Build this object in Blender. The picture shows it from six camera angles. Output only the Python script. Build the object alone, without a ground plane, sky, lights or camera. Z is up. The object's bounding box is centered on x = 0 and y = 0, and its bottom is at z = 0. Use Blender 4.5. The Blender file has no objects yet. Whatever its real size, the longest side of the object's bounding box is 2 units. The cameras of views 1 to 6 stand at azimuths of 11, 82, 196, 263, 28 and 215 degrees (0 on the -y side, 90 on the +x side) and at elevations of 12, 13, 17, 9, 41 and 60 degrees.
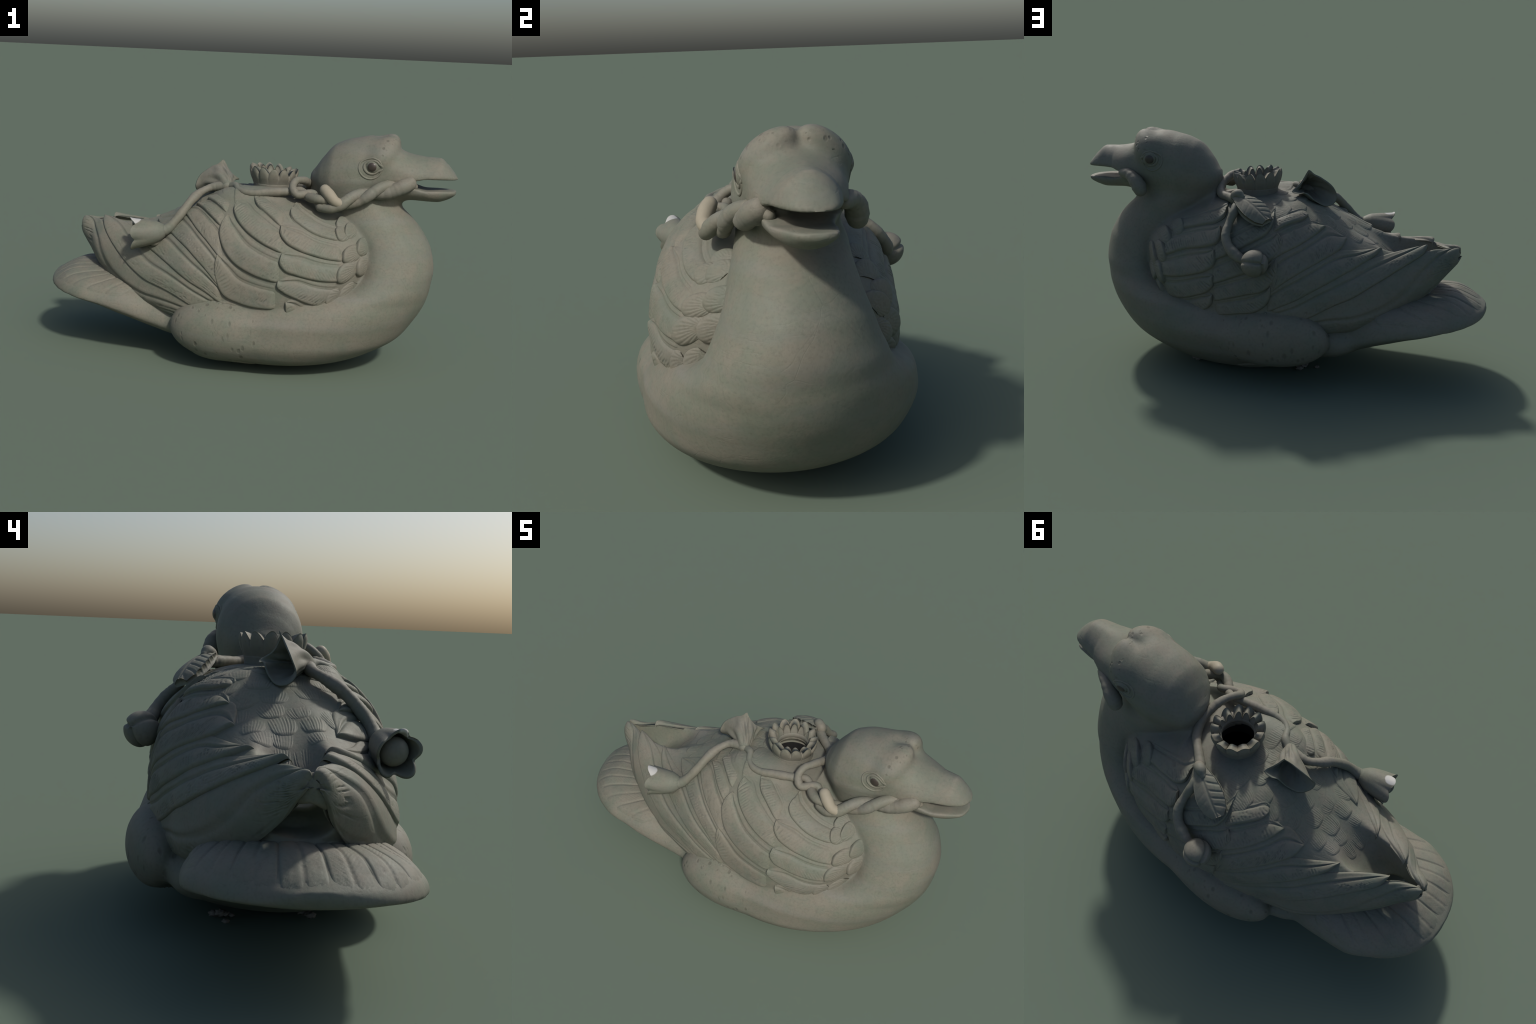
import numpy as np

# ---------------------------------------------------------------- sculpting helpers
def pchip(xk, yk, x):
    """Monotone cubic through control points (used for every profile)."""
    xk = np.asarray(xk, float); yk = np.asarray(yk, float)
    h = np.diff(xk); d = np.diff(yk) / h
    m = np.zeros_like(yk)
    if len(xk) > 2:
        w1 = 2 * h[1:] + h[:-1]; w2 = h[1:] + 2 * h[:-1]
        s = d[:-1] * d[1:] > 0
        den = np.where(s, w1 / np.where(s, d[:-1], 1) + w2 / np.where(s, d[1:], 1), 1)
        m[1:-1] = np.where(s, (w1 + w2) / den, 0)
    m[0], m[-1] = d[0], d[-1]
    x = np.clip(x, xk[0], xk[-1])
    i = np.clip(np.searchsorted(xk, x, side="right") - 1, 0, len(xk) - 2)
    t = (x - xk[i]) / h[i]
    return ((1 + 2 * t) * (1 - t) ** 2 * yk[i] + t * (1 - t) ** 2 * h[i] * m[i]
            + t * t * (3 - 2 * t) * yk[i + 1] + t * t * (t - 1) * h[i] * m[i + 1])

def smin(a, b, k):
    h = np.maximum(k - np.abs(a - b), 0) / k
    return np.minimum(a, b) - h * h * k * 0.25

def smax(a, b, k):
    return -smin(-a, -b, k)

class Grid:
    def __init__(self, lo, hi, step):
        self.lo = np.array(lo, float); self.step = step
        n = np.ceil((np.array(hi) - self.lo) / step).astype(int) + 1
        ax = [self.lo[i] + step * np.arange(n[i]) for i in range(3)]
        self.x = ax[0].astype(np.float32)[:, None, None]
        self.y = ax[1].astype(np.float32)[None, :, None]
        self.z = ax[2].astype(np.float32)[None, None, :]
        self.shape = tuple(n)

    def pos(self):
        return self.x, self.y, self.z

def upright_loft(G, rows):
    """Rows at heights z, run through in the square root of z so that the foot is round."""
    z = G.z.ravel()
    R = np.array(rows, float); t = np.sqrt(R[:, 0]); tz = np.sqrt(np.maximum(z, 0))
    c = [pchip(t, R[:, i], tz) for i in range(1, 8)]
    dense = np.stack([np.where(z < 0, z, z), c[2], c[0] - c[2], c[2] - c[1], c[3], c[4], c[5], c[6]], 1)
    keep = (z >= 0) & (z <= R[-1, 0])
    return loft(G, "z", dense[keep])

def loft(G, axis, rows, n=2.0):
    """Solid swept through cross-sections along x or z.  Each row: station,
    centre/plus/minus of the first section axis, centre/plus/minus of the second."""
    R = np.array(rows, float); R = R[np.argsort(R[:, 0])]
    X, Y, Z = G.pos()
    t, p, q = (X, Y, Z) if axis == "x" else (Z, X, Y)
    tt = t.ravel()
    def val(c):
        return pchip(R[:, 0], R[:, c], tt).reshape(t.shape).astype(np.float32)
    def ext(c):
        return np.sqrt(np.maximum(pchip(R[:, 0], R[:, c] ** 2, tt), 1e-5)).reshape(t.shape).astype(np.float32)
    u = p - val(1); v = q - val(4)
    u = np.abs(u) / np.where(u > 0, ext(2), ext(3))
    v = np.abs(v) / np.where(v > 0, ext(5), ext(6))
    if R.shape[1] > 7:
        n = val(7)
    rho = np.maximum((u ** n + v ** n) ** (1.0 / n), 1e-3)
    f = np.sqrt((p - val(1)) ** 2 + (q - val(4)) ** 2) * (1 - 1 / rho)   # along the section's own rays
    f = np.maximum(f, -0.5)
    g = np.gradient(f, G.step)
    f = f / np.clip(np.sqrt(g[0] ** 2 + g[1] ** 2 + g[2] ** 2), 1.0, 3.0)
    end = np.maximum(R[0, 0] - t, t - R[-1, 0])
    return np.maximum(f, end).astype(np.float32)

def ellipsoid(G, c, r, yaw=0.0, pitch=0.0, roll=0.0):
    X, Y, Z = G.pos()
    x, y, z = X - c[0], Y - c[1], Z - c[2]
    a = np.radians(yaw); x, y = x * np.cos(a) + y * np.sin(a), y * np.cos(a) - x * np.sin(a)
    a = np.radians(pitch); x, z = x * np.cos(a) + z * np.sin(a), z * np.cos(a) - x * np.sin(a)
    a = np.radians(roll); y, z = y * np.cos(a) + z * np.sin(a), z * np.cos(a) - y * np.sin(a)
    k0 = np.sqrt((x / r[0]) ** 2 + (y / r[1]) ** 2 + (z / r[2]) ** 2)
    k1 = np.sqrt((x / r[0] ** 2) ** 2 + (y / r[1] ** 2) ** 2 + (z / r[2] ** 2) ** 2)
    return (k0 * (k0 - 1) / np.maximum(k1, 1e-4)).astype(np.float32)

def tube(G, pts, radii):
    X, Y, Z = G.pos(); out = None
    for (a, b, ra, rb) in zip(pts[:-1], pts[1:], radii[:-1], radii[1:]):
        a = np.array(a, np.float32); b = np.array(b, np.float32); d = b - a
        h = np.clip(((X - a[0]) * d[0] + (Y - a[1]) * d[1] + (Z - a[2]) * d[2]) / float(d @ d), 0, 1)
        s = np.sqrt((X - a[0] - h * d[0]) ** 2 + (Y - a[1] - h * d[1]) ** 2 + (Z - a[2] - h * d[2]) ** 2) - (ra + (rb - ra) * h)
        out = s if out is None else np.minimum(out, s)
    return out.astype(np.float32)

# ---------------------------------------------------------------- the bird's solids
# breast, belly and neck at height z: front x, back x, x of greatest width, y of the ridge, left and right half-width from it, roundness
BREAST = [
    (0.000, 0.210, 0.090, 0.150, 0.000, 0.051, 0.049, 2.000),
    (0.010, 0.389, -0.053, 0.153, -0.010, 0.190, 0.183, 2.000),
    (0.040, 0.540, -0.200, 0.154, -0.022, 0.314, 0.322, 2.000),
    (0.100, 0.680, -0.318, 0.158, -0.034, 0.414, 0.412, 2.000),
    (0.170, 0.787, -0.345, 0.168, -0.034, 0.467, 0.442, 2.000),
    (0.250, 0.846, -0.330, 0.195, -0.034, 0.489, 0.440, 2.000),
    (0.305, 0.878, -0.280, 0.270, -0.036, 0.470, 0.414, 2.000),
    (0.355, 0.898, -0.120, 0.360, -0.044, 0.449, 0.368, 2.000),
    (0.400, 0.909, 0.250, 0.540, -0.048, 0.378, 0.307, 2.000),
    (0.430, 0.913, 0.460, 0.625, -0.050, 0.332, 0.270, 2.000),
    (0.500, 0.921, 0.540, 0.675, -0.050, 0.292, 0.228, 2.000),
    (0.600, 0.902, 0.530, 0.672, -0.042, 0.244, 0.194, 2.000),
    (0.650, 0.877, 0.490, 0.645, -0.034, 0.220, 0.184, 2.000),
    (0.700, 0.843, 0.420, 0.610, -0.026, 0.200, 0.176, 2.000),
    (0.750, 0.794, 0.370, 0.580, -0.016, 0.180, 0.170, 2.000),
    (0.800, 0.733, 0.355, 0.555, -0.010, 0.168, 0.162, 2.000),
    (0.850, 0.690, 0.395, 0.540, -0.008, 0.130, 0.138, 2.000),
    (0.900, 0.650, 0.450, 0.540, -0.006, 0.094, 0.104, 2.000),
    (0.940, 0.600, 0.510, 0.550, -0.004, 0.044, 0.046, 2.000),
]
# both wings and the back as one egg, station x: y centre, left, right, z centre, up, down, roundness
WINGS = [
    (-0.868, -0.005, 0.012, 0.008, 0.582, 0.012, 0.024, 2.00),
    (-0.800, -0.006, 0.066, 0.074, 0.537, 0.086, 0.088, 1.80),
    (-0.700, -0.004, 0.150, 0.186, 0.474, 0.174, 0.122, 1.90),
    (-0.600, -0.003, 0.222, 0.254, 0.418, 0.229, 0.130, 1.94),
    (-0.500, -0.002, 0.280, 0.304, 0.370, 0.291, 0.138, 1.96),
    (-0.400, -0.006, 0.326, 0.338, 0.343, 0.353, 0.150, 2.02),
    (-0.300, -0.015, 0.356, 0.356, 0.345, 0.396, 0.200, 2.18),
    (-0.200, -0.010, 0.382, 0.382, 0.345, 0.450, 0.250, 2.35),
    (-0.100, 0.000, 0.397, 0.402, 0.358, 0.474, 0.280, 2.50),
    (0.000, 0.003, 0.397, 0.412, 0.372, 0.466, 0.300, 2.65),
    (0.100, 0.000, 0.402, 0.422, 0.384, 0.456, 0.300, 2.65),
    (0.200, -0.003, 0.402, 0.428, 0.398, 0.436, 0.300, 2.50),
    (0.300, -0.010, 0.390, 0.412, 0.418, 0.404, 0.300, 2.28),
    (0.400, -0.015, 0.374, 0.388, 0.445, 0.350, 0.300, 2.05),
    (0.500, -0.012, 0.334, 0.346, 0.484, 0.284, 0.265, 1.95),
    (0.560, -0.010, 0.284, 0.296, 0.512, 0.232, 0.225, 1.95),
    (0.610, -0.008, 0.222, 0.232, 0.534, 0.180, 0.178, 2.00),
    (0.650, -0.005, 0.140, 0.150, 0.548, 0.120, 0.120, 2.00),
    (0.680, -0.001, 0.050, 0.050, 0.560, 0.040, 0.040, 2.00),
]
TAIL = [
    (-1.003, 0.000, 0.020, 0.020, 0.328, 0.008, 0.008, 2.00),
    (-0.985, -0.008, 0.110, 0.128, 0.315, 0.036, 0.018, 1.95),
    (-0.930, 0.000, 0.190, 0.240, 0.300, 0.076, 0.014, 2.00),
    (-0.840, 0.000, 0.260, 0.318, 0.287, 0.119, 0.014, 2.00),
    (-0.700, 0.010, 0.310, 0.372, 0.275, 0.129, 0.046, 2.00),
    (-0.550, 0.000, 0.318, 0.369, 0.250, 0.160, 0.082, 2.00),
    (-0.400, 0.000, 0.305, 0.350, 0.206, 0.190, 0.092, 2.00),
    (-0.300, -0.005, 0.320, 0.335, 0.180, 0.190, 0.095, 2.00),
    (-0.200, -0.005, 0.300, 0.300, 0.165, 0.160, 0.080, 2.00),
    (-0.130, 0.000, 0.100, 0.100, 0.150, 0.100, 0.040, 2.00),
]
# trench between the wing tips (cut from above) and the hollow under them
TRENCH = [
    (-0.835, -0.006, 0.014, 0.014, 0.750, 0.050, 0.215, 2.00),
    (-0.760, -0.008, 0.052, 0.046, 0.751, 0.100, 0.245, 2.40),
    (-0.680, 0.001, 0.084, 0.080, 0.750, 0.150, 0.258, 2.60),
    (-0.580, 0.010, 0.112, 0.106, 0.762, 0.150, 0.218, 2.70),
    (-0.470, 0.015, 0.140, 0.130, 0.796, 0.150, 0.165, 2.70),
    (-0.360, 0.020, 0.160, 0.150, 0.830, 0.150, 0.128, 2.60),
    (-0.250, 0.020, 0.100, 0.100, 0.870, 0.100, 0.060, 2.40),
]
UNDERWING = [
    (-0.850, 0.01, 0.02, 0.02, 0.515, 0.012, 0.05, 2.0),
    (-0.820, 0.01, 0.07, 0.06, 0.490, 0.035, 0.080, 2.0),
    (-0.770, 0.01, 0.11, 0.09, 0.470, 0.050, 0.055, 2.0),
    (-0.710, 0.01, 0.10, 0.08, 0.455, 0.040, 0.035, 2.0),
    (-0.660, 0.01, 0.04, 0.04, 0.445, 0.015, 0.015, 2.0),
]
HEAD = [
    (0.298, 0.010, 0.020, 0.020, 0.902, 0.020, 0.020, 2.00),
    (0.320, 0.010, 0.082, 0.080, 0.902, 0.052, 0.070, 2.00),
    (0.360, 0.004, 0.118, 0.128, 0.905, 0.107, 0.099, 2.03),
    (0.420, 0.000, 0.145, 0.163, 0.910, 0.166, 0.120, 2.10),
    (0.500, 0.000, 0.163, 0.172, 0.921, 0.185, 0.125, 2.18),
    (0.580, -0.002, 0.160, 0.161, 0.944, 0.178, 0.125, 2.20),
    (0.660, -0.003, 0.149, 0.150, 0.958, 0.133, 0.130, 2.18),
    (0.720, -0.004, 0.128, 0.131, 0.956, 0.102, 0.120, 2.15),
    (0.780, 0.000, 0.108, 0.106, 0.946, 0.081, 0.091, 2.10),
    (0.840, 0.000, 0.050, 0.050, 0.950, 0.040, 0.040, 2.10),
]
UPPER_BEAK = [
    (0.660, 0.000, 0.110, 0.110, 0.945, 0.095, 0.030, 1.90),
    (0.740, -0.008, 0.120, 0.124, 0.938, 0.105, 0.015, 1.80),
    (0.800, -0.010, 0.110, 0.116, 0.938, 0.102, 0.015, 1.75),
    (0.860, -0.011, 0.098, 0.104, 0.938, 0.101, 0.014, 1.75),
    (0.910, -0.010, 0.088, 0.093, 0.936, 0.101, 0.007, 1.80),
    (0.945, -0.008, 0.077, 0.081, 0.934, 0.077, 0.004, 1.85),
    (0.975, -0.006, 0.061, 0.063, 0.935, 0.043, 0.005, 1.95),
    (0.994, -0.004, 0.038, 0.039, 0.934, 0.018, 0.005, 1.99),
    (1.001, 0.000, 0.010, 0.010, 0.936, 0.008, 0.005, 2.00),
]
LOWER_BEAK = [
    (0.640, -0.005, 0.085, 0.088, 0.892, 0.020, 0.052, 2.00),
    (0.720, -0.012, 0.102, 0.112, 0.898, 0.014, 0.064, 2.20),
    (0.800, -0.018, 0.090, 0.106, 0.895, 0.010, 0.063, 2.20),
    (0.860, -0.018, 0.084, 0.098, 0.890, 0.010, 0.060, 2.20),
    (0.910, -0.014, 0.075, 0.083, 0.887, 0.009, 0.058, 2.09),
    (0.950, -0.008, 0.064, 0.069, 0.886, 0.008, 0.046, 2.00),
    (0.980, -0.002, 0.052, 0.054, 0.885, 0.007, 0.029, 2.00),
    (0.997, 0.004, 0.012, 0.012, 0.883, 0.005, 0.010, 2.00),
]

HIPS = [
    (-0.075, -0.385, 0.205, 0.211, 0.110, 0.132, -5.500),
    (-0.090, 0.385, 0.236, 0.236, 0.098, 0.132, 4.600),
]
MOUTH = [
    (0.775, 0.0, 0.20, 0.20, 0.915, 0.004, 0.004, 3.0),
    (0.810, 0.0, 0.20, 0.20, 0.914, 0.018, 0.018, 3.0),
    (0.860, 0.0, 0.20, 0.20, 0.914, 0.028, 0.028, 3.0),
    (0.930, 0.0, 0.20, 0.20, 0.913, 0.029, 0.024, 3.0),
    (1.030, 0.0, 0.20, 0.20, 0.911, 0.026, 0.024, 3.0),
]

def body_field(G, envelope=False, parts=False):
    breast = upright_loft(G, BREAST)
    wings0 = loft(G, "x", WINGS)
    tail = loft(G, "x", TAIL)
    hips = smin(ellipsoid(G, HIPS[0][:3], HIPS[0][3:6], yaw=HIPS[0][6]),
                ellipsoid(G, HIPS[1][:3], HIPS[1][3:6], yaw=HIPS[1][6]), 0.02)
    hips = smin(hips, ellipsoid(G, (-0.30, 0.255, 0.195), (0.11, 0.075, 0.060), yaw=-15), 0.05)
    trench = loft(G, "x", TRENCH)
    wings = smax(wings0, -trench, 0.02)
    lower = smin(smin(breast, hips, 0.07), tail, 0.05)
    under = loft(G, "x", UNDERWING)
    f = smin(lower, wings, 0.014)
    f = smax(f, -under, 0.02)
    f = smin(f, ellipsoid(G, (0.045, -0.140, 0.803), (0.16, 0.075, 0.052), yaw=8), 0.05)   # clay pressed in between cup and stem
    skull = loft(G, "x", HEAD)
    brow = smin(ellipsoid(G, (0.655, -0.080, 1.060), (0.056, 0.098, 0.050), yaw=-28, roll=36),
                ellipsoid(G, (0.653, 0.080, 1.062), (0.056, 0.098, 0.050), yaw=28, roll=-36), 0.02)
    head = smin(skull, brow, 0.045)
    beak = loft(G, "x", UPPER_BEAK)
    jaw = loft(G, "x", LOWER_BEAK)
    head = smin(head, beak, 0.05)
    head = smin(head, jaw, 0.04)
    f = smin(f, head, 0.07)
    mouth = smin(loft(G, "x", MOUTH), ellipsoid(G, (0.85, 0, 0.918), (0.11, 0.070, 0.032)), 0.01)
    solid = f
    f = smax(f, -mouth, 0.012)
    hole = np.minimum(tube(G, [(0.118, -0.01, 0.55), (0.118, -0.01, 0.98)], [0.085, 0.085]),
                      ellipsoid(G, (0.15, 0, 0.43), (0.36, 0.32, 0.35)))
    f = np.maximum(f, -hole)
    if not parts:
        return f
    q = {"breast": breast, "wings": wings0, "tail": tail, "hips": hips - 0.045, "head": skull - 0.02, "brow": brow, "upper_beak": beak + 0.004,
         "lower_beak": jaw, "trench": np.abs(trench) * 3 - 0.012, "underwing": np.abs(under) * 3 - 0.012}
    return f, q, wings0, {"mouth": mouth, "hollow": hole, "solid": solid}

# ---------------------------------------------------------------- meshing the field
def sampler(G, f):
    n = np.array(f.shape)
    flat = f.ravel()
    st = np.array([n[1] * n[2], n[2], 1])
    def s(P):
        q = (P - G.lo) / G.step
        q = np.clip(q, 0, n - 1.001)
        i = np.floor(q).astype(np.int64); t = (q - i).astype(np.float32)
        b = i @ st; r = 0
        for dx in (0, 1):
            wx = t[:, 0] if dx else 1 - t[:, 0]
            for dy in (0, 1):
                wy = t[:, 1] if dy else 1 - t[:, 1]
                for dz in (0, 1):
                    wz = t[:, 2] if dz else 1 - t[:, 2]
                    r = r + wx * wy * wz * flat[b + dx * st[0] + dy * st[1] + dz]
        return r
    return s

def surface_nets(G, f):
    ins = f < 0
    cnt = np.zeros(tuple(np.array(f.shape) - 1), np.int8)
    sl = (slice(None, -1), slice(1, None))
    for a in (0, 1):
        for b in (0, 1):
            for c in (0, 1):
                cnt += ins[sl[a], sl[b], sl[c]]
    act = (cnt > 0) & (cnt < 8)
    cell = np.argwhere(act)
    idx = np.full(act.shape, -1, np.int64); idx[act] = np.arange(len(cell))
    acc = np.zeros((len(cell), 3)); num = np.zeros(len(cell))
    corners = [(a, b, c) for a in (0, 1) for b in (0, 1) for c in (0, 1)]
    for p in corners:
        for k in range(3):
            if p[k]:
                continue
            q = list(p); q[k] = 1
            fa = f[cell[:, 0] + p[0], cell[:, 1] + p[1], cell[:, 2] + p[2]]
            fb = f[cell[:, 0] + q[0], cell[:, 1] + q[1], cell[:, 2] + q[2]]
            x = (fa < 0) != (fb < 0)
            t = np.where(x, fa / np.where(x, fa - fb, 1), 0)
            pt = np.array(p, float)[None, :].repeat(len(cell), 0); pt[:, k] = t
            acc[x] += pt[x]; num[x] += 1
    V = G.lo + G.step * (cell + acc / num[:, None])
    faces = []
    for k in range(3):
        o = [i for i in range(3) if i != k]
        s0 = [slice(1, -1)] * 3; s1 = [slice(1, -1)] * 3
        s0[k] = slice(0, -1); s1[k] = slice(1, None)
        e = np.argwhere(ins[tuple(s0)] != ins[tuple(s1)])
        off = np.ones(3, int); off[k] = 0
        e = e + off
        pos = ins[e[:, 0], e[:, 1], e[:, 2]]
        quad = []
        for (a, b) in ((-1, -1), (0, -1), (0, 0), (-1, 0)):
            c = e.copy(); c[:, o[0]] += a; c[:, o[1]] += b
            quad.append(idx[c[:, 0], c[:, 1], c[:, 2]])
        qd = np.stack(quad, 1)
        flip = pos if k == 1 else ~pos
        qd[flip] = qd[flip][:, ::-1]
        faces.append(qd)
    F = np.concatenate(faces)
    return V, F

# ---------------------------------------------------------------- the wing chart
W_ROWS = sorted(WINGS)
def wing_axis(x):
    return pchip([r[0] for r in W_ROWS], [r[4] for r in W_ROWS], np.asarray(x, float))

class WingChart:
    """Distance from the wings' long axis to their smooth envelope, over (x, angle)."""
    def __init__(self, samp):
        self.xs = np.linspace(-0.866, 0.675, 360)
        self.ph = np.radians(np.linspace(-180, 180, 361))
        rr = np.linspace(0.0, 0.62, 220)
        z0 = wing_axis(self.xs)
        c, s = np.cos(self.ph), np.sin(self.ph)
        X = np.repeat(self.xs, len(self.ph))
        Y0 = np.tile(c, len(self.xs)); Z0 = np.tile(s, len(self.xs)); ZB = np.repeat(z0, len(self.ph))
        R = np.zeros(len(X)); prev = np.full(len(X), -1.0)
        for i, r in enumerate(rr):
            v = samp(np.stack([X, Y0 * r, ZB + Z0 * r], 1))
            if i:
                cr = (prev < 0) & (v >= 0)
                t = prev / np.where(cr, prev - v, 1)
                R = np.where(cr, rr[i - 1] + t * (rr[i] - rr[i - 1]), R)
            prev = v
        R = R.reshape(len(self.xs), len(self.ph))
        for _ in range(2):
            R[:, 1:-1] = (R[:, :-2] + 2 * R[:, 1:-1] + R[:, 2:]) / 4
            R[1:-1] = (R[:-2] + 2 * R[1:-1] + R[2:]) / 4
        self.R = R
    def radius(self, x, phi):
        a = np.clip((x - self.xs[0]) / (self.xs[1] - self.xs[0]), 0, len(self.xs) - 1.001)
        phi = (phi + np.pi) % (2 * np.pi)
        b = np.clip(phi / (self.ph[1] - self.ph[0]), 0, len(self.ph) - 1.001)
        i = a.astype(int); j = b.astype(int); s = a - i; t = b - j
        R = self.R
        return ((1 - s) * (1 - t) * R[i, j] + s * (1 - t) * R[i + 1, j] + (1 - s) * t * R[i, j + 1] + s * t * R[i + 1, j + 1])
    def point(self, x, th, side):
        phi = th if side > 0 else np.pi - th
        r = self.radius(x, phi)
        return np.stack([x, r * np.cos(phi), wing_axis(x.ravel()).reshape(x.shape) + r * np.sin(phi)], -1)
    def frame(self, x, th, side):
        P = self.point(x, th, side); e = 0.012
        dx = self.point(x + e, th, side) - self.point(x - e, th, side)
        dt = self.point(x, th + 0.04, side) - self.point(x, th - 0.04, side)
        N = np.cross(dx, dt); N /= np.maximum(np.linalg.norm(N, axis=-1, keepdims=True), 1e-9)
        C = np.stack([x * 0, P[..., 1], P[..., 2] - wing_axis(x.ravel()).reshape(x.shape)], -1)
        N *= np.sign((N * C).sum(-1, keepdims=True) + 1e-9)
        return P, N

def curve2(pts, m):
    """Smooth planar curve through control points, m samples, even in arc length."""
    p = np.array(pts, float); d = np.r_[0, np.cumsum(np.linalg.norm(np.diff(p, axis=0), axis=1))]
    s = np.linspace(0, d[-1], m)
    return np.stack([catmull(d, p[:, i], s) for i in range(p.shape[1])], 1)

def catmull(k, y, s):
    m = np.gradient(y, k) if len(k) > 2 else np.full(len(k), (y[-1] - y[0]) / (k[-1] - k[0]))
    i = np.clip(np.searchsorted(k, s, side="right") - 1, 0, len(k) - 2); h = k[i + 1] - k[i]; t = (s - k[i]) / h
    return ((1 + 2 * t) * (1 - t) ** 2 * y[i] + t * (1 - t) ** 2 * h * m[i] + t * t * (3 - 2 * t) * y[i + 1] + t * t * (t - 1) * h * m[i + 1])

def plate(top, bottom):
    """Closed thin solid from two matching grids (ns, nt, 3)."""
    ns, nt = top.shape[:2]
    V = np.concatenate([top.reshape(-1, 3), bottom.reshape(-1, 3)])
    g = np.arange(ns * nt).reshape(ns, nt); b = g + ns * nt
    q = lambda a: np.stack([a[:-1, :-1], a[1:, :-1], a[1:, 1:], a[:-1, 1:]], -1).reshape(-1, 4)
    F = [q(g), q(b)[:, ::-1]]
    rim = np.concatenate([g[:-1, 0], g[-1, :-1], g[:0:-1, -1], g[0, :0:-1]])
    nxt = np.roll(rim, -1)
    F.append(np.stack([nxt, rim, rim + ns * nt, nxt + ns * nt], 1)[:, ::-1])
    return V, np.concatenate(F)

def tube_mesh(pts, radii, seg=14, step=0.006, lump=0.0, seed=0, flat=None):
    """Round stem along a smooth space curve with hemispherical ends."""
    p = np.array(pts, float); d = np.r_[0, np.cumsum(np.linalg.norm(np.diff(p, axis=0), axis=1))]
    m = max(8, int(d[-1] / step)); s = np.linspace(0, d[-1], m)
    C = np.stack([catmull(d, p[:, i], s) for i in range(3)], 1)
    r = pchip(d, np.array(radii, float), s)
    rng = np.random.default_rng(seed + 5)
    if lump:
        r = r * (1 + lump * np.convolve(rng.normal(0, 1, m + 12), np.ones(13) / 13 * 2.2, "valid")[:m])
    T = np.gradient(C, axis=0); T /= np.linalg.norm(T, axis=1, keepdims=True)
    # end caps
    k = np.linspace(np.pi / 2, 0.15, 5)[:-1]
    C0 = [C[0] - T[0] * r[0] * np.sin(a) for a in k]; r0 = [r[0] * np.cos(a) + 1e-4 for a in k]
    C1 = [C[-1] + T[-1] * r[-1] * np.sin(a) for a in k[::-1]]; r1 = [r[-1] * np.cos(a) + 1e-4 for a in k[::-1]]
    T = np.concatenate([np.repeat(T[:1], 4, 0), T, np.repeat(T[-1:], 4, 0)])
    C = np.concatenate([C0, C, C1]); r = np.concatenate([r0, r, r1])
    u = np.cross(T[0], [0.3, 0.2, 1.0]); u /= np.linalg.norm(u)
    ring = np.linspace(0, 2 * np.pi, seg, endpoint=False); V = []
    for c, t, rad in zip(C, T, r):
        u = u - t * (u @ t); u /= np.linalg.norm(u); w = np.cross(t, u)
        V.append(c + rad * (np.cos(ring)[:, None] * u + np.sin(ring)[:, None] * w))
    n = len(C); V = np.concatenate(V)
    g = np.arange(n * seg).reshape(n, seg); h = np.roll(g, -1, 1)
    F = np.stack([g[:-1], h[:-1], h[1:], g[1:]], -1).reshape(-1, 4).tolist()
    F += [list(g[0][::-1]), list(g[-1])]
    return V, F

import bpy, random
from mathutils import Vector
from mathutils.bvhtree import BVHTree
random.seed(7)

# ---------------------------------------------------------------- materials
def ramp(nt, src, stops):
    r = nt.nodes.new("ShaderNodeValToRGB"); nt.links.new(src, r.inputs[0])
    e = r.color_ramp.elements
    while len(e) < len(stops):
        e.new(0.5)
    for el, (p, c) in zip(e, stops):
        el.position = p; el.color = (*c, 1) if len(c) == 3 else c
    return r.outputs[0]

def noise(nt, co, scale, detail=4.0, rough=0.55, dist=0.0):
    n = nt.nodes.new("ShaderNodeTexNoise"); nt.links.new(co, n.inputs["Vector"])
    n.inputs["Scale"].default_value = scale; n.inputs["Detail"].default_value = detail
    n.inputs["Roughness"].default_value = rough; n.inputs["Distortion"].default_value = dist
    return n.outputs["Fac"]

def mixc(nt, fac, a, b, mode="MIX"):
    m = nt.nodes.new("ShaderNodeMix"); m.data_type = "RGBA"; m.blend_type = mode
    for sock, v in ((m.inputs[0], fac), (m.inputs[6], a), (m.inputs[7], b)):
        if isinstance(v, (int, float)):
            sock.default_value = v
        elif isinstance(v, tuple):
            sock.default_value = (*v, 1)
        else:
            nt.links.new(v, sock)
    return m.outputs[2]

def maths(nt, op, a, b=None):
    m = nt.nodes.new("ShaderNodeMath"); m.operation = op
    for sock, v in zip(m.inputs, (a, b)):
        if v is None:
            continue
        if isinstance(v, (int, float)):
            sock.default_value = v
        else:
            nt.links.new(v, sock)
    return m.outputs[0]

BUFF = (0.168, 0.159, 0.126)      # warm worn clay on raised parts
CELADON = (0.141, 0.151, 0.116)   # grey-green glaze
POOL = (0.100, 0.122, 0.108)      # bluish glaze pooled in the cuts

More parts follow.
